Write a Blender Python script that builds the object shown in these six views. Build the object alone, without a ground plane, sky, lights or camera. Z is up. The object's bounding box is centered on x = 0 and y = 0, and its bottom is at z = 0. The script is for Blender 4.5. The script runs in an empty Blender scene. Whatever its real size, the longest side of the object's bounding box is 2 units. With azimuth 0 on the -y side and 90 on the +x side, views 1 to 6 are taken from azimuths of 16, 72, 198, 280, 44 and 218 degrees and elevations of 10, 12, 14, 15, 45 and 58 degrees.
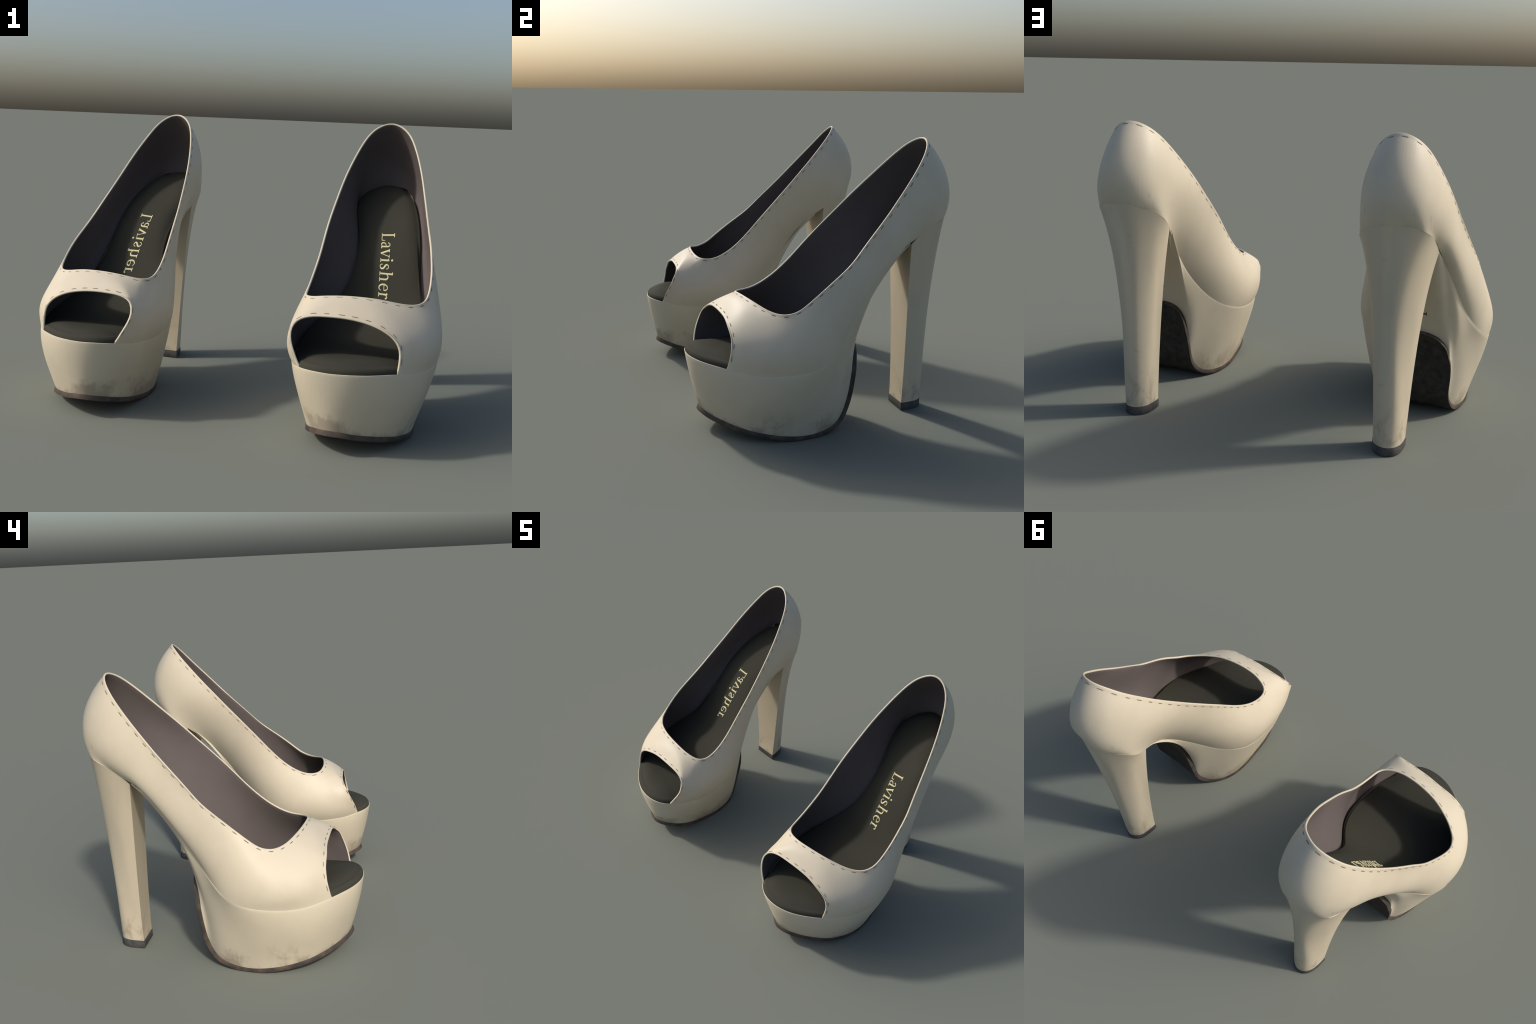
"""A pair of cream peep-toe platform shoes with tall block heels.

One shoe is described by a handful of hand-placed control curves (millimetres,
outer side = +x): the line where the upper meets the platform, the topline, the
sole edge, the platform edge and the heel.  Surfaces are lofted between those
curves; the second shoe is the mirror image of the first.
"""
import bpy, math, random
import numpy as np
from mathutils import Vector, Matrix
from mathutils.bvhtree import BVHTree

random.seed(7)
LOOP = 240                      # columns round the shoe

# ---------------------------------------------------------------- control curves
# Round the upper, starting at the middle of the toe opening and running along
# the outer side to the heel and back along the inner side.
UPPER_STATIONS = [0, 5, 10, 14, 17, 20, 23, 26, 30, 36, 42, 48, 55, 62, 70, 78, 86, 93, 100, 106, 112, 118, 121, 124, 130, 136, 143, 150, 158, 166, 174, 182, 190, 197, 204, 211, 215, 219, 222, 225, 228, 231, 235]
FEATHER_LINE = [
    (600, -515, 585), (683, -511, 574), (758, -514, 554), (812, -513, 523), (844, -515, 487), (851, -524, 436),
    (846, -538, 372), (888, -483, 362), (939, -399, 355), (983, -264, 360), (989, -149, 375), (969, -61, 407),
    (923, 21, 482), (883, 88, 568), (850, 166, 670), (820, 253, 777), (792, 347, 873), (785, 433, 928),
    (778, 503, 974), (767, 563, 1006), (735, 620, 1036), (663, 636, 1051), (621, 646, 1052), (573, 648, 1049),
    (496, 593, 1025), (461, 538, 984), (464, 479, 939), (487, 405, 883), (516, 295, 789), (516, 196, 667),
    (491, 108, 558), (442, 23, 464), (385, -65, 400), (348, -157, 368), (338, -274, 354), (356, -424, 350),
    (386, -515, 356), (431, -610, 373), (398, -595, 435), (375, -571, 491), (382, -545, 545), (431, -527, 574),
    (507, -519, 584),
]
TOPLINE = [
    (601, -395, 658), (665, -386, 657), (733, -370, 651), (785, -350, 641), (821, -333, 634), (851, -314, 629),
    (874, -295, 627), (891, -278, 628), (907, -254, 633), (922, -213, 651), (928, -161, 690), (926, -96, 741),
    (917, -25, 794), (904, 47, 851), (883, 120, 925), (863, 189, 996), (842, 258, 1069), (820, 322, 1142),
    (790, 396, 1227), (757, 459, 1302), (712, 512, 1372), (637, 540, 1416), (595, 534, 1416), (561, 516, 1403),
    (513, 471, 1360), (480, 409, 1297), (450, 324, 1210), (431, 252, 1138), (418, 187, 1071), (408, 124, 1007),
    (399, 55, 937), (394, -17, 863), (390, -95, 781), (384, -170, 713), (381, -244, 664), (383, -307, 640),
    (388, -336, 636), (400, -359, 636), (415, -373, 637), (438, -385, 640), (466, -393, 645), (497, -398, 650),
    (542, -399, 655),
]
LOWER_BULGE = [
    (-9, 0, 12), (3, -1, 11), (15, -6, 9), (26, -15, 7), (34, -23, 6), (39, -28, 4),
    (39, -29, 2), (35, -25, 0), (31, -18, -3), (30, -8, -4), (30, 3, -3), (30, 14, -2),
    (30, 26, 2), (29, 37, 6), (27, 47, 12), (24, 54, 17), (21, 61, 21), (13, 66, 22),
    (2, 70, 22), (-6, 71, 20), (-12, 69, 19), (-15, 65, 20), (-15, 57, 21), (-14, 47, 20),
    (-14, 37, 18), (-15, 28, 13), (-17, 20, 6), (-19, 13, -1), (-23, 6, -6), (-27, 0, -9),
    (-31, -6, -9), (-35, -13, -7), (-37, -19, -3), (-39, -24, 1), (-40, -28, 4), (-40, -29, 6),
    (-40, -27, 7), (-38, -21, 9), (-31, -11, 12), (-21, -3, 13),
]
UPPER_BULGE = [
    (0, -3, 11), (2, -3, 9), (5, -5, 7), (8, -9, 6), (12, -15, 4), (16, -20, 4),
    (21, -24, 3), (25, -25, 2), (26, -23, 0), (26, -19, -3), (25, -12, -4), (23, -5, -3),
    (21, 2, -1), (19, 10, 2), (18, 17, 7), (18, 25, 10), (20, 32, 11), (17, 39, 14),
    (10, 45, 17), (3, 50, 19), (-4, 53, 22), (-10, 54, 24), (-14, 51, 24), (-17, 45, 22),
    (-19, 39, 18), (-21, 31, 13), (-21, 24, 6), (-22, 17, 0), (-22, 9, -4), (-23, 2, -6),
    (-24, -5, -6), (-25, -11, -5), (-26, -16, -3), (-26, -20, 0), (-26, -23, 3), (-24, -23, 5),
    (-20, -21, 7), (-14, -16, 9), (-7, -10, 11), (-3, -5, 12),
]
PLATFORM_STATIONS = [0, 6, 12, 18, 22, 26, 32, 38, 44, 50, 56, 63, 70, 78, 86, 93, 99, 104, 108, 110, 111, 112, 115, 121, 127, 131, 135, 140, 147, 154, 161, 168, 175, 182, 189, 196, 203, 210, 216, 222, 227, 231, 235]
SOLE_EDGE = [
    (576, -616, 110), (638, -608, 106), (692, -579, 93), (742, -541, 82), (773, -513, 74), (803, -482, 67),
    (842, -430, 55), (872, -369, 44), (892, -300, 33), (900, -227, 24), (895, -153, 18), (877, -68, 23),
    (852, 10, 48), (833, 62, 119), (836, 82, 198), (837, 91, 260), (833, 97, 308), (825, 101, 347),
    (812, 106, 380), (801, 109, 395), (795, 111, 402), (788, 112, 409), (765, 117, 426), (710, 123, 445),
    (652, 123, 445), (614, 118, 432), (585, 112, 408), (564, 105, 370), (551, 100, 324), (543, 96, 277),
    (537, 90, 218), (535, 77, 153), (527, 48, 87), (493, -5, 38), (452, -83, 23), (434, -175, 20),
    (433, -258, 25), (436, -336, 38), (439, -404, 53), (451, -470, 69), (472, -521, 82), (497, -558, 93),
    (528, -590, 102),
]
PLATFORM_EDGE = [
    (578, -678, 381), (660, -665, 381), (736, -628, 378), (804, -577, 375), (844, -539, 371), (878, -497, 364),
    (922, -430, 356), (955, -361, 355), (977, -292, 359), (989, -223, 364), (990, -154, 374), (975, -79, 398),
    (947, -16, 442), (907, 46, 512), (871, 113, 601), (846, 179, 688), (823, 244, 767), (803, 300, 831),
    (792, 348, 871), (788, 391, 895), (787, 405, 903), (778, 411, 906), (750, 412, 908), (660, 418, 912),
    (569, 424, 916), (510, 428, 918), (481, 412, 903), (501, 354, 851), (518, 267, 754), (514, 183, 650),
    (492, 110, 561), (456, 43, 484), (411, -24, 426), (370, -94, 387), (346, -163, 367), (338, -234, 357),
    (340, -320, 352), (353, -410, 349), (374, -484, 353), (404, -554, 362), (432, -610, 373), (468, -646, 378),
    (513, -669, 381),
]
PLATFORM_LOW_BULGE = [
    (-4, -1, -11), (-1, -5, -13), (1, -9, -13), (2, -11, -12), (2, -11, -9), (2, -10, -6),
    (2, -10, -3), (10, -7, 1), (6, -13, 3), (0, -23, 5), (-4, -31, 8), (-7, -35, 10),
    (-9, -34, 10), (-9, -31, 10), (-9, -27, 9), (-8, -19, 8), (-8, -10, 9), (-7, -2, 9),
    (-6, 2, 8), (-5, 5, 7), (-5, 5, 4), (-5, 5, 1), (-7, 4, -4), (-7, 2, -8),
]
PLATFORM_HIGH_BULGE = [
    (-5, -5, -2), (2, -10, -5), (6, -14, -7), (8, -15, -8), (8, -15, -8), (6, -14, -7),
    (3, -11, -4), (3, -9, -2), (5, -9, 0), (6, -14, 2), (2, -28, 10), (-3, -31, 10),
    (-6, -21, 0), (-7, -29, 9), (-7, -31, 13), (-8, -21, 10), (-8, -10, 9), (-7, -3, 9),
    (-6, 1, 9), (-6, 3, 8), (-7, 2, 6), (-9, 1, 4), (-11, -1, 2), (-10, -2, 0),
]
HEEL_FOOT = [
    (692, 445, 40), (690, 479, 40), (685, 514, 40), (673, 546, 40), (650, 571, 40), (618, 580, 40),
    (591, 570, 40), (567, 546, 40), (556, 514, 40), (551, 479, 40), (550, 445, 40),
]
HEEL_LOW = [
    (707, 445, 300), (699, 487, 317), (687, 526, 330), (672, 560, 340), (647, 586, 345), (611, 588, 342),
    (580, 574, 337), (553, 540, 329), (544, 506, 319), (541, 477, 306), (535, 449, 300),
]
HEEL_HIGH = [
    (735, 435, 620), (725, 498, 647), (703, 550, 669), (674, 593, 686), (639, 615, 700), (605, 607, 703),
    (576, 597, 701), (540, 563, 692), (519, 524, 674), (517, 485, 645), (511, 446, 620),
]
HEEL_SEAT = [
    (786, 415, 906), (781, 470, 954), (774, 533, 991), (756, 596, 1023), (702, 634, 1047), (630, 643, 1052),
    (571, 649, 1049), (512, 609, 1033), (470, 559, 1002), (459, 504, 957), (474, 440, 925),
]
# edge of the footbed from the inner ball round the heel to the outer ball
FOOTBED_EDGE = [
    (359, -351, 393), (360, -198, 421), (390, -81, 459), (438, 6, 510), (487, 76, 582), (515, 140, 664),
    (521, 210, 752), (509, 287, 837), (485, 366, 914), (468, 443, 977), (475, 523, 1024), (510, 591, 1056),
    (562, 640, 1076), (621, 657, 1084), (679, 634, 1078), (732, 572, 1056), (777, 478, 1013), (811, 380, 951),
    (835, 288, 867), (851, 208, 765), (864, 138, 659), (886, 70, 564), (923, -11, 487), (961, -103, 435),
    (983, -217, 397), (971, -354, 362),
]
TOE_CORNER_OUT, TOE_CORNER_IN = 23, 219       # where the toe opening ends


# ---------------------------------------------------------------- curve helpers
def mm(points):
    return np.array(points, float) / 1000.0


def spline(x, y, q, period=None):
    """Cubic spline through (x, y): periodic, or natural when open."""
    x, y, q = np.asarray(x, float), np.asarray(y, float), np.asarray(q, float)
    n = len(x)
    a = np.zeros((n, n))
    r = np.zeros_like(y)
    if period:
        h = np.diff(np.r_[x, x[0] + period])
        d = (np.roll(y, -1, 0) - y) / h[:, None]
        for i in range(n):
            a[i, i - 1] += h[i - 1]
            a[i, i] += 2 * (h[i - 1] + h[i])
            a[i, (i + 1) % n] += h[i]
            r[i] = 6 * (d[i] - d[i - 1])
        m = np.linalg.solve(a, r)
        q = (q - x[0]) % period + x[0]
        k = np.searchsorted(x, q, side='right') - 1
        x = np.r_[x, x[0] + period]
        y = np.vstack([y, y[:1]])
        m = np.vstack([m, m[:1]])
    else:
        h = np.diff(x)
        d = np.diff(y, axis=0) / h[:, None]
        a[0, 0] = a[-1, -1] = 1
        for i in range(1, n - 1):
            a[i, i - 1:i + 2] = [h[i - 1], 2 * (h[i - 1] + h[i]), h[i]]
            r[i] = 6 * (d[i] - d[i - 1])
        m = np.linalg.solve(a, r)
        k = np.clip(np.searchsorted(x, q, side='right') - 1, 0, n - 2)
    u, v = (x[k + 1] - q)[:, None], (q - x[k])[:, None]
    h = (x[k + 1] - x[k])[:, None]
    return (m[k] * u ** 3 / (6 * h) + m[k + 1] * v ** 3 / (6 * h)
            + (y[k] / h - m[k] * h / 6) * u + (y[k + 1] / h - m[k + 1] * h / 6) * v)


def unit(v):
    return v / (np.linalg.norm(v, axis=-1, keepdims=True) + 1e-12)


def even(points, count, closed=False):
    """Resample a polyline at even arc length."""
    p = np.asarray(points, float)
    if closed:
        p = np.vstack([p, p[:1]])
    s = np.r_[0, np.cumsum(np.linalg.norm(np.diff(p, axis=0), axis=1))]
    q = np.linspace(0, s[-1], count, endpoint=not closed)
    return np.stack([np.interp(q, s, p[:, k]) for k in range(3)], -1)


def relax(loop, times):
    for _ in range(times):
        loop = 0.5 * loop + 0.25 * (np.roll(loop, 1, 0) + np.roll(loop, -1, 0))
    return loop


def soften(loop, reach):
    """Running average of a closed loop (takes the toe corners out of it)."""
    w = np.hanning(2 * reach + 1)
    w = w / w.sum()
    return sum(w[j + reach] * np.roll(loop, j, 0) for j in range(-reach, reach + 1))


def loft(c0, c1, c2, c3, v):
    """Ribs through four curves at v = 0, 1/3, 2/3 and 1 (cubic)."""
    knots = (0.0, 1 / 3, 2 / 3, 1.0)
    v = np.asarray(v, float)
    total = 0
    for i, c in enumerate((c0, c1, c2, c3)):
        w = np.ones_like(v)
        for j, kj in enumerate(knots):
            if j != i:
                w = w * (v - kj) / (knots[i] - kj)
        total = total + w[:, None, None] * c
    return total


def fair(g, times):
    """Even out small lumps in a closed loft; borders stay put."""
    for k in range(times):
        step = 0.5 if k % 2 == 0 else -0.52
        lap = (np.roll(g, 1, 1) + np.roll(g, -1, 1)) / 2 - g
        lap[1:-1] = lap[1:-1] / 2 + ((g[2:] + g[:-2]) / 2 - g[1:-1]) / 2
        lap[0] = lap[-1] = 0
        g = g + step * lap
    return g


def window(centre, reach):
    away = np.abs((np.arange(LOOP) - centre + LOOP // 2) % LOOP - LOOP // 2) / reach
    return 0.5 + 0.5 * np.cos(np.pi * np.minimum(away, 1))


def melt(g, centre, reach, times):
    """Plain smoothing of a closed loft, fading out away from one column."""
    w = window(centre, reach)[None, :, None]
    for _ in range(times):
        lap = np.zeros_like(g)
        lap[1:-1] = ((np.roll(g, 1, 1) + np.roll(g, -1, 1))[1:-1] + g[2:] + g[:-2]) / 4 - g[1:-1]
        g = g + 0.9 * w * lap
    return g


def grid_normals(g, closed=True):
    du = (np.roll(g, -1, 1) - np.roll(g, 1, 1)) if closed else np.gradient(g, axis=1)
    dv = np.gradient(g, axis=0)
    return unit(np.cross(du, dv)), unit(dv)


# ---------------------------------------------------------------- mesh helpers
class Sheet:
    """Collects grids and caps into one mesh; `side` mirrors the shoe."""

    def __init__(self, side):
        self.side, self.v, self.f = side, [], []

    def grid(self, g, closed=True, flip=False):
        base = len(self.v)
        rows, cols = g.shape[:2]
        self.v += [tuple(p) for p in g.reshape(-1, 3)]
        for r in range(rows - 1):
            for c in range(cols if closed else cols - 1):
                a, b = base + r * cols + c, base + r * cols + (c + 1) % cols
                q = (a, b, b + cols, a + cols)
                self.f.append(q[::-1] if flip else q)
        return base

    def fan(self, loop, flip=False):
        base = len(self.v)
        self.v += [tuple(p) for p in loop]
        self.f.append(tuple(range(base + len(loop) - 1, base - 1, -1)) if flip
                      else tuple(range(base, base + len(loop))))

    def build(self, name, material, parent, angle=None):
        verts = [(p[0] * self.side, p[1], p[2]) for p in self.v]
        faces = self.f if self.side > 0 else [f[::-1] for f in self.f]
        mesh = bpy.data.meshes.new(name)
        mesh.from_pydata(verts, [], faces)
        mesh.materials.append(material)
        mesh.validate()
        import bmesh
        bm = bmesh.new()
        bm.from_mesh(mesh)
        bmesh.ops.remove_doubles(bm, verts=bm.verts, dist=1e-5)
        bm.to_mesh(mesh)
        bm.free()
        mesh.shade_smooth()
        if angle is not None:
            mesh.set_sharp_from_angle(angle=math.radians(angle))
        obj = bpy.data.objects.new(name, mesh)
        bpy.context.scene.collection.objects.link(obj)
        attach(obj, parent)
        return obj


def attach(obj, parent):
    obj.parent = parent
    obj.matrix_parent_inverse = parent.matrix_world.inverted()


# ---------------------------------------------------------------- materials
class Nodes:
    def __init__(self, name):
        self.mat = bpy.data.materials.new(name)
        self.mat.use_nodes = True
        self.t = self.mat.node_tree
        self.bsdf = self.t.nodes['Principled BSDF']
        # the two shoes are mirror twins, their grain included: use |x|
        co = self.new('ShaderNodeTexCoord')
        sep = self.new('ShaderNodeSeparateXYZ')
        self.link(co.outputs['Object'], sep.inputs[0])
        ab = self.math('ABSOLUTE', sep.outputs['X'])
        com = self.new('ShaderNodeCombineXYZ')
        self.link(ab, com.inputs['X'])
        self.link(sep.outputs['Y'], com.inputs['Y'])
        self.link(sep.outputs['Z'], com.inputs['Z'])
        self.co, self.x, self.y, self.z = com.outputs[0], ab, sep.outputs['Y'], sep.outputs['Z']

    def new(self, kind):
        return self.t.nodes.new(kind)

    def link(self, a, b):
        self.t.links.new(a, b)

    def put(self, sock, val):
        if hasattr(val, 'is_linked') or isinstance(val, bpy.types.NodeSocket):
            self.link(val, sock)
        else:
            sock.default_value = val

    def math(self, op, a, b=0.0, clamp=False):
        n = self.new('ShaderNodeMath')
        n.operation, n.use_clamp = op, clamp
        self.put(n.inputs[0], a)
        self.put(n.inputs[1], b)
        return n.outputs[0]

    def noise(self, scale, detail=4.0, rough=0.6, stretch=None, distortion=0.0):
        n = self.new('ShaderNodeTexNoise')
        n.inputs['Scale'].default_value = scale
        n.inputs['Detail'].default_value = detail
        n.inputs['Roughness'].default_value = rough
        n.inputs['Distortion'].default_value = distortion
        vec = self.co
        if stretch:
            m = self.new('ShaderNodeMapping')
            m.inputs['Scale'].default_value = stretch
            self.link(self.co, m.inputs['Vector'])
            vec = m.outputs[0]
        self.link(vec, n.inputs['Vector'])
        return n.outputs['Fac']

    def band(self, val, lo, hi, a=0.0, b=1.0):
        n = self.new('ShaderNodeMapRange')
        n.interpolation_type = 'SMOOTHSTEP'
        n.inputs['From Min'].default_value, n.inputs['From Max'].default_value = lo, hi
        n.inputs['To Min'].default_value, n.inputs['To Max'].default_value = a, b
        self.put(n.inputs['Value'], val)
        return n.outputs[0]

    def mix(self, fac, a, b):
        n = self.new('ShaderNodeMix')
        n.data_type = 'RGBA'
        self.put(n.inputs['Factor'], fac)
        self.put(n.inputs[6], a)
        self.put(n.inputs[7], b)
        return n.outputs[2]

    def ribs(self):
        """Faint upright bands imitating mesh-facet shading at the terminator, added at back and front."""
        w = self.new('ShaderNodeTexWave')
        w.wave_type, w.bands_direction, w.wave_profile = 'BANDS', 'X', 'SAW'
        w.inputs['Scale'].default_value = 22.0
        self.link(self.co, w.inputs['Vector'])
        ends = self.math('ADD', self.band(self.y, 0.40, 0.56), self.band(self.y, -0.46, -0.60), True)
        grain = self.math('MULTIPLY', self.noise(170.0, 2.0), 0.25)
        return self.math('ADD', grain, self.math('MULTIPLY', w.outputs['Fac'], ends))

    def finish(self, color, rough, bump=None, strength=0.1, distance=0.002, specular=0.4):
        self.put(self.bsdf.inputs['Base Color'], color)
        self.put(self.bsdf.inputs['Roughness'], rough)
        self.bsdf.inputs['Specular IOR Level'].default_value = specular
        if bump is not None:
            b = self.new('ShaderNodeBump')
            b.inputs['Strength'].default_value = strength
            b.inputs['Distance'].default_value = distance
            self.link(bump, b.inputs['Height'])
            self.link(b.outputs[0], self.bsdf.inputs['Normal'])
        return self.mat


def rgb(r, g, b):
    return (r, g, b, 1.0)


CREAM = rgb(0.566, 0.503, 0.384)
CREAM_DULL = rgb(0.480, 0.418, 0.312)
GRIME = rgb(0.230, 0.185, 0.130)
DEEP_GRIME = rgb(0.105, 0.085, 0.065)


def leather_material():
    n = Nodes('cream_leather')
    tone = n.mix(n.band(n.noise(5.0, 3.0), 0.35, 0.75), CREAM, rgb(0.530, 0.470, 0.358))
    # scuffs low on the back of the heel counter
    low = n.math('MULTIPLY', n.band(n.z, 1.22, 1.08), n.band(n.y, 0.52, 0.60))
    marks = n.band(n.noise(26.0, 3.0, 0.5, (1.6, 1.0, 0.45)), 0.60, 0.72)
    col = n.mix(n.math('MULTIPLY', n.math('MULTIPLY', low, marks), 0.35), tone, GRIME)
    return n.finish(col, 0.5, n.ribs(), 0.5, 0.0004, 0.35)


def platform_material():
    n = Nodes('platform_leather')
    tone = n.mix(n.band(n.noise(5.0, 3.0), 0.35, 0.75), CREAM, rgb(0.530, 0.470, 0.358))
    # height above the rocker-shaped sole edge
    fore = n.math('MULTIPLY', n.math('POWER', n.math('MULTIPLY', n.math('ADD', n.y, 0.16), -1.0, True), 1.6), 0.30)
    up = n.math('SUBTRACT', n.math('SUBTRACT', n.z, 0.02), fore)
    wide = n.noise(4.2, 4.0, 0.6, None, 0.4)
    fine = n.noise(20.0, 5.0, 0.65, (1.0, 1.0, 0.5), 1.0)
    reach = n.band(wide, 0.36, 0.66)                         # where the scuffing climbs higher
    blotch = n.math('ADD', n.math('MULTIPLY', reach, 0.45), n.math('MULTIPLY', fine, 0.75))
    dirt = n.band(n.math('SUBTRACT', blotch, n.math('MULTIPLY', up, 2.2)), 0.34, 0.74)
    dirt = n.math('MULTIPLY', dirt, n.band(up, 0.22, 0.02))
    # none of it on the shank
    dirt = n.math('MULTIPLY', dirt, n.band(n.y, 0.12, 0.04))
    col = n.mix(n.math('MULTIPLY', dirt, 0.6), tone, GRIME)
    return n.finish(col, n.math('ADD', 0.5, n.math('MULTIPLY', dirt, 0.2)), n.ribs(), 0.5, 0.0004, 0.35)


def heel_material():
    n = Nodes('heel_leather')
    worn = n.band(n.noise(9.0, 5.0, 0.6, (1.0, 1.0, 0.35)), 0.40, 0.75)
    tone = n.mix(n.math('MULTIPLY', worn, 0.5), rgb(0.545, 0.475, 0.352), CREAM_DULL)
    smudge = n.band(n.noise(13.0, 5.0, 0.65, (1.0, 1.0, 0.6), 0.8), 0.42, 0.68)
    low = n.math('MULTIPLY', smudge, n.band(n.z, 0.30, 0.05))
    streak = n.math('MULTIPLY', n.band(n.noise(20.0, 3.0, 0.5, (1.0, 1.0, 2.0)), 0.66, 0.74), 0.22)
    col = n.mix(n.math('ADD', n.math('MULTIPLY', low, 0.6), streak, True), tone, GRIME)
    return n.finish(col, 0.5, n.noise(60.0, 4.0, 0.6, (1.0, 1.0, 0.5)), 0.06, 0.0015)


def lining_material():
    n = Nodes('lining_fabric')
    col = n.mix(n.noise(9.0, 3.0), rgb(0.120, 0.100, 0.097), rgb(0.100, 0.085, 0.080))
    return n.finish(col, 0.75, n.noise(240.0, 2.0), 0.08, 0.001, 0.2)


def insole_material():
    n = Nodes('insole_leather')
    col = n.mix(n.noise(7.0, 3.0), rgb(0.048, 0.047, 0.036), rgb(0.043, 0.042, 0.033))
    return n.finish(col, 0.8, n.noise(220.0, 2.0), 0.06, 0.001, 0.06)


def sole_material():
    n = Nodes('outsole_rubber')
    col = n.mix(n.band(n.noise(14.0, 5.0, 0.65), 0.35, 0.7), rgb(0.040, 0.036, 0.033), rgb(0.105, 0.074, 0.057))
    return n.finish(col, 0.7, n.noise(70.0, 4.0), 0.25, 0.002, 0.25)


def tread_material():
    n = Nodes('tread_rubber')
    col = n.mix(n.band(n.noise(22.0, 6.0, 0.7), 0.35, 0.7), rgb(0.022, 0.021, 0.019), rgb(0.050, 0.044, 0.036))
    return n.finish(col, 0.75, n.noise(60.0, 5.0, 0.65), 0.3, 0.003, 0.2)


def cap_material():
    n = Nodes('heel_cap_rubber')
    col = n.mix(n.band(n.noise(30.0, 5.0, 0.65), 0.35, 0.7), rgb(0.048, 0.048, 0.048), rgb(0.085, 0.082, 0.078))
    return n.finish(col, 0.7, n.noise(80.0, 4.0), 0.25, 0.002, 0.25)


def thread_material():
    n = Nodes('stitch_thread')
    return n.finish(n.mix(n.noise(40.0), rgb(0.215, 0.180, 0.130), rgb(0.165, 0.138, 0.100)), 0.8, None, specular=0.1)


def letter_material():
    n = Nodes('gilt_lettering')
    return n.finish(n.mix(n.noise(60.0), rgb(0.72, 0.66, 0.36), rgb(0.66, 0.60, 0.33)), 0.5, None)


def mark_material():
    n = Nodes('printed_mark')
    return n.finish(rgb(0.02, 0.018, 0.015), 0.7)


# ---------------------------------------------------------------- lettering
# Strokes of a bookish serif alphabet: (points, widths), cap height = 1.
THICK, THIN = 0.15, 0.055


def lettering_strokes():
    serif = lambda x0, x1, y: ([(x0, y), (x1, y)], [THIN, THIN])
    ball = lambda x, y, r: ([(x - r, y), (x - r * .7, y), (x, y), (x + r * .7, y), (x + r, y)],
                            [0.02, r * 1.5, r * 2.0, r * 1.5, 0.02])
    return [
        (0.00, [([(.2, 0), (.2, 1)], [THICK, THICK]), serif(.03, .40, .97), serif(.03, .70, .03),
                ([(.68, .01), (.70, .28)], [.09, .04])]),
        (0.83, [([(.09, .50), (.13, .61), (.26, .665), (.37, .60), (.405, .45), (.405, .12), (.46, .035), (.57, .05)],
                 [.11, .08, .06, .10, .13, .13, .09, .05]),
                ([(.40, .39), (.22, .35), (.09, .25), (.09, .10), (.20, .025), (.31, .05), (.40, .13)],
                 [.05, .06, .10, .12, .08, .05, .05])]),
        (1.44, [([(.11, .65), (.37, .0)], [.15, .14]), ([(.37, .02), (.61, .65)], [.05, .06]),
                serif(.0, .27, .65), serif(.47, .73, .65)]),
        (2.19, [([(.16, 0), (.16, .66)], [.14, .14]), serif(.01, .32, .025), ([(.02, .61), (.16, .655)], [.04, .07]),
                ball(.15, .90, .085)]),
        (2.61, [([(.39, .47), (.36, .59), (.22, .65), (.10, .58), (.09, .46), (.22, .36), (.35, .27), (.38, .14),
                  (.28, .03), (.16, .01), (.07, .07), (.04, .20)],
                 [.06, .06, .06, .10, .13, .14, .14, .12, .07, .05, .06, .06])]),
        (3.20, [([(.16, 0), (.16, 1)], [.13, .13]), serif(.01, .32, .025), ([(.01, .95), (.16, .99)], [.04, .07]),
                ([(.17, .47), (.28, .61), (.42, .65), (.55, .57), (.585, .4), (.585, 0)], [.05, .06, .09, .13, .13, .13]),
                serif(.44, .75, .025)]),
        (4.08, [([(.08, .385), (.50, .385)], [.05, .05]),
                ([(.515, .38), (.48, .56), (.34, .655), (.18, .61), (.085, .46), (.08, .26), (.17, .09), (.32, .02),
                  (.45, .06), (.53, .17)],
                 [.10, .09, .06, .08, .12, .13, .11, .08, .06, .04])]),
        (4.74, [([(.17, 0), (.17, .66)], [.14, .14]), serif(.02, .37, .025), ([(.02, .61), (.17, .655)], [.04, .07]),
                ([(.18, .42), (.27, .58), (.39, .64), (.48, .62)], [.05, .06, .07, .08]), ball(.49, .57, .075)]),
    ]


def ribbon(points, widths, steps=5):
    """Flat outline of one pen stroke: left and right edges."""
    p = np.c_[np.array(points, float), np.array(widths, float)]
    t = np.arange(len(p))
    q = np.linspace(0, len(p) - 1, (len(p) - 1) * steps + 1)
    s = spline(t, p, q) if len(p) > 2 else np.stack([np.interp(q, t, p[:, k]) for k in range(3)], -1)
    d = np.gradient(s[:, :2], axis=0)
    d /= np.linalg.norm(d, axis=1)[:, None] + 1e-9
    n = np.stack([-d[:, 1], d[:, 0]], -1) * np.abs(s[:, 2:3]) / 2
    return s[:, :2] + n, s[:, :2] - n


# ---------------------------------------------------------------- one shoe
CROWN = [0.022, 0.018, 0.002, 0.026, 0.022]   # dome of the footbed, toe to heel
SKIN = 0.010            # thickness of upper and lining together


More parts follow.
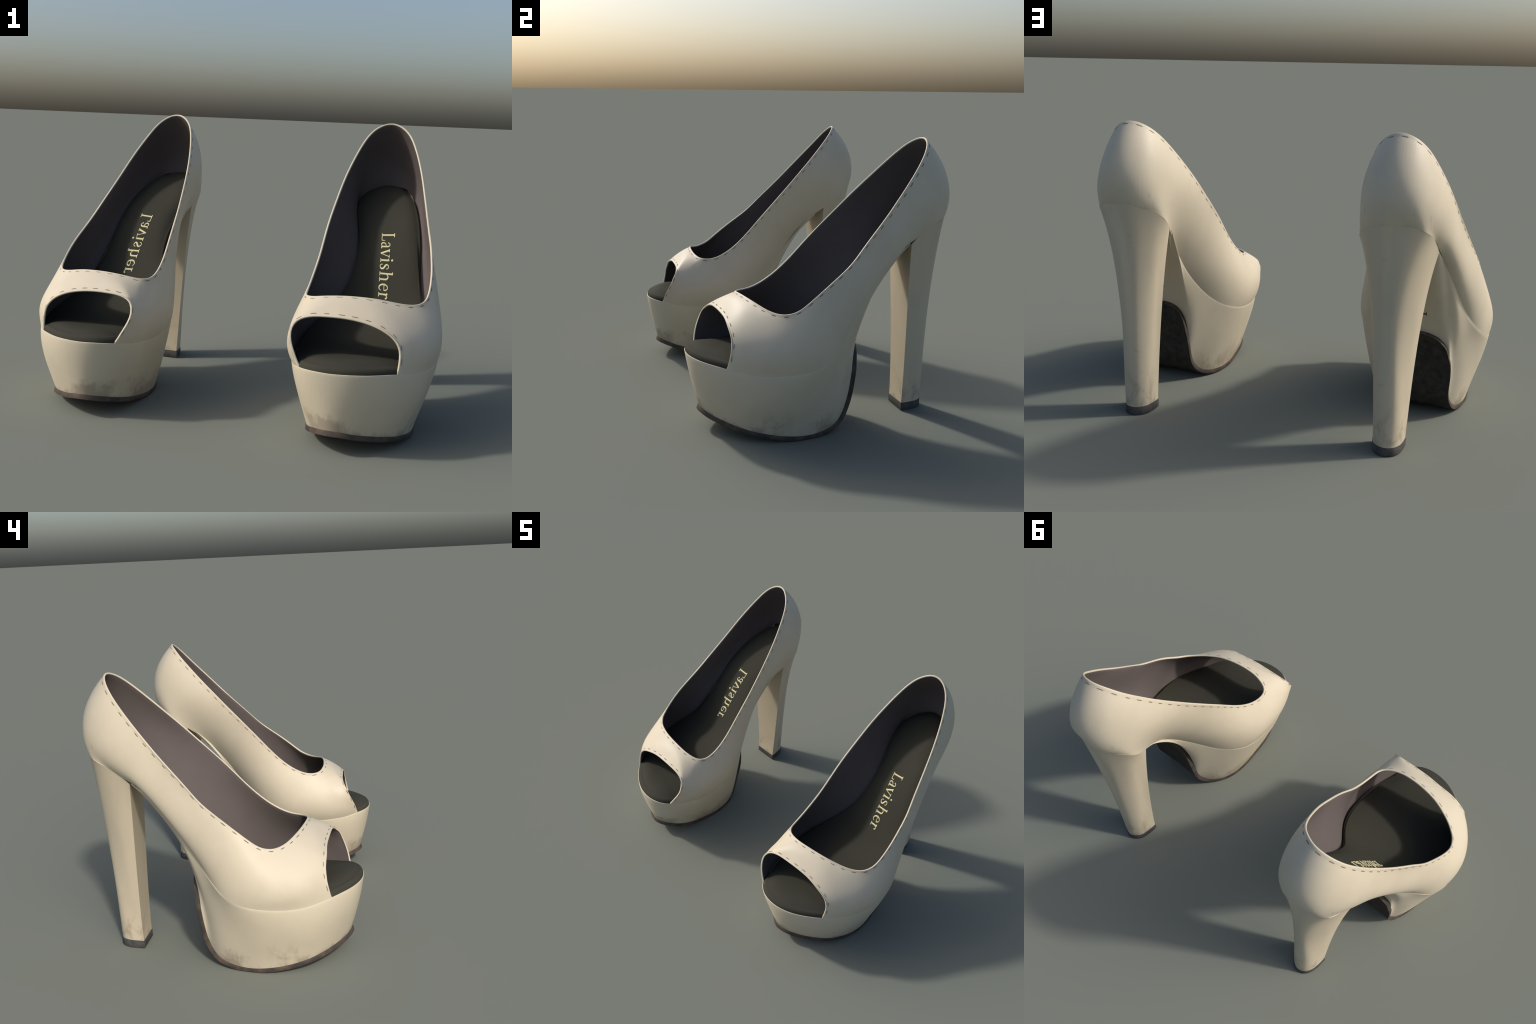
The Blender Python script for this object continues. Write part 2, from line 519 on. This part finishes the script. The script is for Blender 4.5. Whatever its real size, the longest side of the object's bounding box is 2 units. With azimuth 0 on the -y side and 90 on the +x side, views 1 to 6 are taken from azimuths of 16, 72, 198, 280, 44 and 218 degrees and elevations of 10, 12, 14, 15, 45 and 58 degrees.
def upper_loops():
    q = np.arange(LOOP)
    feather = np.zeros((LOOP, 3))
    ctrl = mm(FEATHER_LINE)
    st = UPPER_STATIONS
    along = [i for i, s in enumerate(st) if TOE_CORNER_OUT <= s <= TOE_CORNER_IN]
    arch = [i for i, s in enumerate(st) if s >= TOE_CORNER_IN] + [i for i, s in enumerate(st) if s <= TOE_CORNER_OUT]
    qa = np.arange(TOE_CORNER_OUT, TOE_CORNER_IN + 1)
    feather[qa] = spline([st[i] for i in along], ctrl[along], qa)
    qb = np.arange(TOE_CORNER_IN, TOE_CORNER_OUT + LOOP + 1)
    keys = [st[i] if st[i] >= TOE_CORNER_IN else st[i] + LOOP for i in arch]
    feather[qb % LOOP] = spline(keys, ctrl[arch], qb)
    top = spline(st, mm(TOPLINE), q, LOOP)
    bulge_q = np.arange(0, LOOP, 6)
    low = spline(bulge_q, mm(LOWER_BULGE), q, LOOP)
    high = spline(bulge_q, mm(UPPER_BULGE), q, LOOP)
    soft = soften(feather, 14)
    return feather, soft + (top - soft) / 3 + low, soft + (top - soft) * 2 / 3 + high, top


def platform_loops():
    q = np.arange(LOOP)
    sole = spline(PLATFORM_STATIONS, mm(SOLE_EDGE), q, LOOP)
    edge = spline(PLATFORM_STATIONS, mm(PLATFORM_EDGE), q, LOOP)
    bulge_q = np.arange(0, LOOP, 10)
    low = spline(bulge_q, mm(PLATFORM_LOW_BULGE), q, LOOP)
    high = spline(bulge_q, mm(PLATFORM_HIGH_BULGE), q, LOOP)
    return sole, sole + (edge - sole) / 3 + low, sole + (edge - sole) * 2 / 3 + high, edge


def rolled_edge(edge, n, d, steps=6):
    """Half-round rim from the outer face to the lining along one border."""
    mid = edge - n * SKIN / 2
    a = np.linspace(0, math.pi, steps + 1)
    return np.stack([mid + n * SKIN / 2 * math.cos(x) + d * SKIN / 2 * math.sin(x) for x in a])


def walk(curve, normals, start, step, closed):
    """Evenly spaced stations along a curve: (position, tangent, normal)."""
    p = np.vstack([curve, curve[:1]]) if closed else curve
    m = np.vstack([normals, normals[:1]]) if closed else normals
    s = np.r_[0, np.cumsum(np.linalg.norm(np.diff(p, axis=0), axis=1))]
    count = int(round((s[-1] - (0 if closed else 2 * start)) / step))
    step = (s[-1] - (0 if closed else 2 * start)) / count
    out = []
    for i in range(count if closed else count + 1):
        d = start + i * step + random.uniform(-0.004, 0.004)
        d = d % s[-1] if closed else min(max(d, 0.006), s[-1] - 0.006)
        at = lambda x: np.array([np.interp(x, s, p[:, k]) for k in range(3)])
        nn = np.array([np.interp(d, s, m[:, k]) for k in range(3)])
        out.append((at(d), unit(at(min(d + .005, s[-1])) - at(max(d - .005, 0))), unit(nn)))
    return out


def stitch_mesh(material):
    sheet = Sheet(1)
    xs = np.linspace(-0.0135, 0.0135, 7)
    ring = np.linspace(0, 2 * math.pi, 9)[:-1]
    rows = []
    for x in xs:
        t = math.sqrt(max(0.0, 1 - (abs(x) / 0.0138) ** 6))
        rows.append([(x, 0.0022 * t * math.cos(a), 0.0011 * t * math.sin(a)) for a in ring])
    sheet.grid(np.array(rows), True, flip=False)
    sheet.fan(rows[0])
    sheet.fan(rows[-1], True)
    mesh = bpy.data.meshes.new('stitch')
    mesh.from_pydata(sheet.v, [], sheet.f)
    mesh.materials.append(material)
    mesh.shade_smooth()
    return mesh


def build_shoe(side, mats, stitch):
    random.seed(11)
    shoe = bpy.data.objects.new('platform_shoe', None)
    shoe.location = (0.645 * side, 0, 0)
    shoe['label'] = 'cream leather peep-toe platform shoe with tall block heel'
    shoe['category'] = 'high heel shoe'
    bpy.context.scene.collection.objects.link(shoe)
    bpy.context.view_layer.update()

    # ---- upper, with rolled rims, and the lining behind it
    v = np.linspace(0, 1, 30)
    skin = fair(loft(*upper_loops(), v), 24)
    skin = melt(skin, TOE_CORNER_OUT + 1, 22, 24)
    swell = 0.004 * np.sin(np.pi * v)[:, None] * window(TOE_CORNER_OUT + 3, 26)[None, :]
    skin = skin + grid_normals(skin)[0] * swell[:, :, None]
    n, d = grid_normals(skin)
    arch = np.arange(TOE_CORNER_IN + 1, TOE_CORNER_OUT + LOOP) % LOOP
    skin[-1] += n[-1] * 0.002 - d[-1] * 0.004                    # room for the rolled rims
    skin[0, arch] += n[0, arch] * 0.001 + d[0, arch] * 0.004
    upper = Sheet(side)
    upper.grid(skin)
    upper.grid(rolled_edge(skin[-1], n[-1], d[-1]))
    arch = np.arange(TOE_CORNER_IN, TOE_CORNER_OUT + LOOP + 1) % LOOP
    upper.grid(rolled_edge(skin[0, arch], n[0, arch], -d[0, arch]), closed=False, flip=True)
    seat = np.arange(TOE_CORNER_OUT, TOE_CORNER_IN + 1)          # added pale filler strip, keeps the slot above the shank from looking dark
    upper.grid(np.stack([skin[0, seat] - n[0, seat] * 0.026 + d[0, seat] * 0.002,
                         skin[0, seat] - n[0, seat] * 0.001]), closed=False)
    upper_obj = upper.build('upper', mats['leather'], shoe)
    lining = Sheet(side)
    inner = skin - n * SKIN
    lining.grid(inner, flip=True)
    lining.grid(np.stack([inner[0, seat] - n[0, seat] * 0.03 + d[0, seat] * 0.006, inner[0, seat]]),  # dark strip added so the gap beside the footbed looks shaded
                closed=False, flip=True)
    lining.build('lining', mats['lining'], shoe)

    # ---- stitching round the topline and the toe opening
    ribs = np.cumsum(np.r_[np.zeros((1, LOOP)), np.linalg.norm(np.diff(skin, axis=0), axis=2)], axis=0)

    def inset(distance, from_top):
        pts, nor = [], []
        for c in range(LOOP):
            s = ribs[-1, c] - distance if from_top else distance
            pts.append([np.interp(s, ribs[:, c], skin[:, c, k]) for k in range(3)])
            nor.append([np.interp(s, ribs[:, c], n[:, c, k]) for k in range(3)])
        return np.array(pts), unit(np.array(nor))

    p_top, n_top = inset(0.0125, True)
    places = walk(p_top, n_top, 0.02, 0.0655, True)
    p_toe, n_toe = inset(0.0135, False)
    arch = np.arange(TOE_CORNER_IN + 1, TOE_CORNER_OUT + LOOP) % LOOP
    places += walk(p_toe[arch], n_toe[arch], 0.014, 0.062, False)
    flip = np.array([side, 1, 1])
    for p, t, nn in places:
        p, t, nn = p * flip, t * flip, nn * flip
        b = unit(np.cross(nn, t))
        nn = np.cross(t, b)
        obj = bpy.data.objects.new('stitch', stitch)
        k = random.uniform(0.88, 1.1)
        obj.matrix_world = Matrix(((t[0] * k, b[0], nn[0], p[0]), (t[1] * k, b[1], nn[1], p[1]),
                                   (t[2] * k, b[2], nn[2], p[2]), (0, 0, 0, 1)))
        bpy.context.scene.collection.objects.link(obj)
        m = obj.matrix_world.copy()
        obj.parent = upper_obj
        obj.matrix_parent_inverse = Matrix.Identity(4)
        obj.matrix_basis = upper_obj.matrix_world.inverted() @ m

    # ---- platform wrapped in leather, running up the shank to the heel
    body = loft(*platform_loops(), np.linspace(0, 1, 26))
    body = melt(melt(body, 104, 26, 22), 140, 26, 22)
    pn, pd = grid_normals(body)
    body = body + pn * (0.0005 * np.linspace(0, 1, 26) ** 3)[:, None, None]
    platform = Sheet(side)
    platform.grid(body)
    a = np.linspace(0, math.pi * 0.75, 6)
    lip = np.stack([body[-1] - pn[-1] * 0.002 * (1 - math.cos(x)) + pd[-1] * 0.0012 * math.sin(x) for x in a])
    tuck = (0.024 * (1 - window(120, 30)) + 0.003)[:, None]       # turned in under the footbed
    platform.grid(np.concatenate([lip, [lip[-1] - pn[-1] * tuck - pd[-1] * tuck * 0.2]]))
    platform_obj = platform.build('platform', mats['platform'], shoe)

    # ---- dark lettering printed under the shank, reading from the platform up to the heel
    shank = BVHTree.FromPolygons([Vector(p) for p in platform.v], platform.f)
    foot_of_text, climb = np.array([0.1435, 0.538]), np.array([0.597, 0.802]) * 0.0655
    out_of_shank = np.array([0.802, -0.597])
    for offset, strokes in lettering_strokes():
        letter = Sheet(side)
        for layer, (pts, widths) in enumerate(strokes):
            rails = []
            for rail in ribbon(pts, [w * 0.8 for w in widths]):
                row = []
                for gx, gy in rail:
                    yz = foot_of_text + climb * (gx + offset)
                    src = yz + out_of_shank * 0.2
                    hit = shank.ray_cast(Vector((0.651 + 0.0655 * gy, src[0], src[1])),
                                         Vector((0, -out_of_shank[0], -out_of_shank[1])))[0]
                    y, z = (hit.y, hit.z) if hit else yz
                    lift = 0.0012 + 0.0003 * layer
                    row.append((0.651 + 0.0655 * gy, y + lift * out_of_shank[0], z + lift * out_of_shank[1]))
                rails.append(row)
            letter.grid(np.array(rails), closed=False, flip=True)
        letter.build('letter', mats['mark'], platform_obj)

    # ---- outsole: dusty edge and dark tread, curling up behind the ball
    sole = body[0] + pn[0] * 0.003
    back = 121
    half = 90
    out = even(sole[:back + 1], half)
    inn = even(np.vstack([sole[back:], sole[:1]]), half)[::-1]
    mid = (out + inn) / 2
    across = unit(out[1:-1] - inn[1:-1])
    tang = unit(np.gradient(mid, axis=0))[1:-1]
    down = np.zeros_like(out)
    down[1:-1] = unit(np.cross(across, tang))
    down[0], down[-1] = down[1], down[-2]
    down *= -np.sign(down[half // 3, 2])
    for _ in range(6):
        down[1:-1] = 0.5 * down[1:-1] + 0.25 * (down[2:] + down[:-2])
    down = unit(down)
    ring_top = np.vstack([out, inn[-2:0:-1]])
    ring_down = np.vstack([down, down[-2:0:-1]])
    ring_mid = np.vstack([mid, mid[-2:0:-1]])
    centre = ring_mid.copy()
    thick = 0.021
    bottom = ring_top + ring_down * thick
    bottom[:, 2] = np.maximum(bottom[:, 2], 0.0)
    inside = ring_top + unit(centre - ring_top) * 0.02
    edge = Sheet(side)
    edge.grid(np.stack([inside - ring_down * 0.002, ring_top - ring_down * 0.001,
                        ring_top + unit(ring_top - centre) * 0.0012 + ring_down * 0.002,
                        bottom + unit(ring_top - centre) * 0.0012 - ring_down * 0.002, bottom]), flip=True)
    outsole = edge.build('outsole', mats['sole'], shoe, 50)
    tread = Sheet(side)
    low_centre = centre + ring_down * thick
    low_centre[:, 2] = np.maximum(low_centre[:, 2], 0.0)
    scoop = -ring_down * (0.014 * np.clip((ring_mid[:, 2:] - 0.06) / 0.16, 0, 1))   # hollow back wall
    tread.grid(np.stack([bottom + (low_centre - bottom) * w + scoop * (1 - (1 - w) ** 2)
                         for w in (0, .03, .1, .2, .35, .5, .75, 1)]), flip=True)
    tread.build('tread', mats['tread'], outsole, 40)

    # ---- heel: rounded back, flat breast, rubber cap
    hq = np.linspace(0, 10, 61)
    rows = np.r_[np.linspace(0, 0.9, 31), np.linspace(0.93, 1, 4)]
    hk = np.arange(11)
    back_face = loft(*[spline(hk, mm(c), hq) for c in (HEEL_FOOT, HEEL_LOW, HEEL_HIGH, HEEL_SEAT)], rows)
    w = np.linspace(0, 1, 14)[1:-1][None, :, None]
    breast = back_face[:, -1:] * (1 - w) + back_face[:, :1] * w
    tube = np.concatenate([back_face, breast], axis=1)
    plug = tube[-1] + (tube[-1].mean(0) - tube[-1]) * np.array([0.06, 0.06, 0]) + np.array([0, 0, 0.006])
    tube = np.concatenate([tube, plug[None]])                  # reaches up inside the upper
    heel = Sheet(side)
    heel.grid(tube)
    heel.fan(tube[0], True)
    heel.fan(tube[-1])
    heel_obj = heel.build('heel', mats['heel'], shoe, 40)
    foot = tube[0].copy()
    mid_foot = foot.mean(0)
    spread = foot - mid_foot
    cap = Sheet(side)
    levels = [(0.0375, 0.96), (0.0385, 1.02), (0.036, 1.035), (0.004, 1.035), (0.0, 1.01)]
    rings = np.stack([np.c_[(mid_foot + spread * k)[:, :2], np.full(len(foot), z)] for z, k in levels])
    cap.grid(rings, flip=True)
    cap.fan(rings[0])
    cap.fan(rings[-1], True)
    cap.build('heel_cap', mats['cap'], heel_obj, 40)

    # ---- insole: padded footbed from heel seat to toe
    edge_loop = body[-1]
    tip = edge_loop[np.arange(223, 267) % LOOP]
    bed = mm(FOOTBED_EDGE)
    bed = spline(np.arange(len(bed)), bed, np.linspace(0, len(bed) - 1, 160))[::-1]
    bed = bed + unit(bed - np.array([0.64, 0.12, 0.65])) * np.array([1, 1, 0]) * np.where(bed[:, 1:2] > 0.5, -0.004, 0.003)
    bed[:, 2] += 0.006 * np.clip(1 - np.abs(bed[:, 1] - 0.13) / 0.22, 0, 1)
    rise = np.array([0, 0, 0.030])
    shoulder = edge_loop - pn[-1] * 0.011 + rise
    bridge_out, bridge_in = shoulder[29:36], shoulder[213:221]
    top_ring = np.vstack([tip + rise, bridge_out, bed, bridge_in])
    top_ring = np.vstack([tip + rise, relax(top_ring, 6)[len(tip):]])
    hidden = np.ones(len(top_ring))
    hidden[:len(tip)] = 0
    # midline of the footbed, by distance along the shoe
    ys = np.linspace(-0.50, 0.54, 60)

    def side_at(keep, k):
        s = top_ring[keep]
        s = s[np.argsort(s[:, 1])]
        return np.interp(ys, s[:, 1], s[:, k])
    o, i = top_ring[:, 0] > 0.645, top_ring[:, 0] <= 0.645
    spine = np.stack([(side_at(o, 0) + side_at(i, 0)) / 2, ys, (side_at(o, 2) + side_at(i, 2)) / 2], -1)
    lean = unit(np.gradient(spine, axis=0))
    normal = np.stack([lean[:, 0] * 0, -lean[:, 2], lean[:, 1]], -1)
    crown = np.interp(ys, [-0.5, -0.3, 0.0, 0.3, 0.54], CROWN)[:, None]

    def spine_at(p, q):
        y = np.clip(p[:, 1], -0.50, 0.54)
        return np.stack([np.interp(y, ys, q[:, k]) for k in range(3)], -1)

    hub = spine_at(top_ring, spine)
    inward = unit(hub - top_ring)
    drop = np.where(hidden[:, None] > 0, spine_at(top_ring, normal) * 0.012 - inward * 0.002, rise)
    roll = np.where(hidden > 0, 0.010, 0.026)[:, None]
    low_ring = top_ring - drop + inward * np.where(hidden[:, None] > 0, 0.006, 0.003)
    rings = [low_ring]
    for x in np.linspace(0, math.pi / 2, 8)[1:]:
        rings.append(low_ring + drop * math.sin(x) + inward * roll * (1 - math.cos(x)))
    last = rings[-1]
    hub = spine_at(last, spine)
    up = spine_at(last, normal * crown)
    for w in np.linspace(0, 1, 15)[1:]:
        rings.append(last + (hub - last) * w + up * (1 - (1 - w) ** 4.5))
    insole = Sheet(side)
    insole.grid(np.stack(rings))
    insole_obj = insole.build('insole', mats['insole'], shoe)

    # ---- lettering on the footbed, running from the heel towards the toe
    tree = BVHTree.FromPolygons([Vector(p) for p in insole.v], insole.f)
    start, finish = np.array([0.637, 0.266]), np.array([0.667, 0.049])
    run = (finish - start) / 5.33
    rise = np.array([0.0665, 0.0])
    for offset, strokes in lettering_strokes():
        letter = Sheet(side)
        for layer, (pts, widths) in enumerate(strokes):
            left, right = ribbon(pts, widths)
            lift = 0.0012 + 0.0003 * layer

            def seat(edge, up):
                res = []
                for gx, gy in edge:
                    xy = start + run * (gx + offset) + rise * gy
                    hit = tree.ray_cast(Vector((xy[0], xy[1], 2.0)), Vector((0, 0, -1)))
                    z = hit[0].z if hit[0] else 0.6
                    res.append((xy[0], xy[1] - up * 0.8, z + up * 0.6))
                return res
            letter.grid(np.array([seat(left, -0.001), seat(left, lift), seat(right, lift), seat(right, -0.001)]),
                        closed=False, flip=True)
        letter.build('letter', mats['letter'], insole_obj)
    return shoe


def main():
    mats = {'leather': leather_material(), 'platform': platform_material(), 'heel': heel_material(),
            'lining': lining_material(), 'insole': insole_material(), 'sole': sole_material(),
            'tread': tread_material(), 'cap': cap_material(), 'letter': letter_material(), 'mark': mark_material()}
    stitch = stitch_mesh(thread_material())
    for side in (1, -1):
        build_shoe(side, mats, stitch)


main()
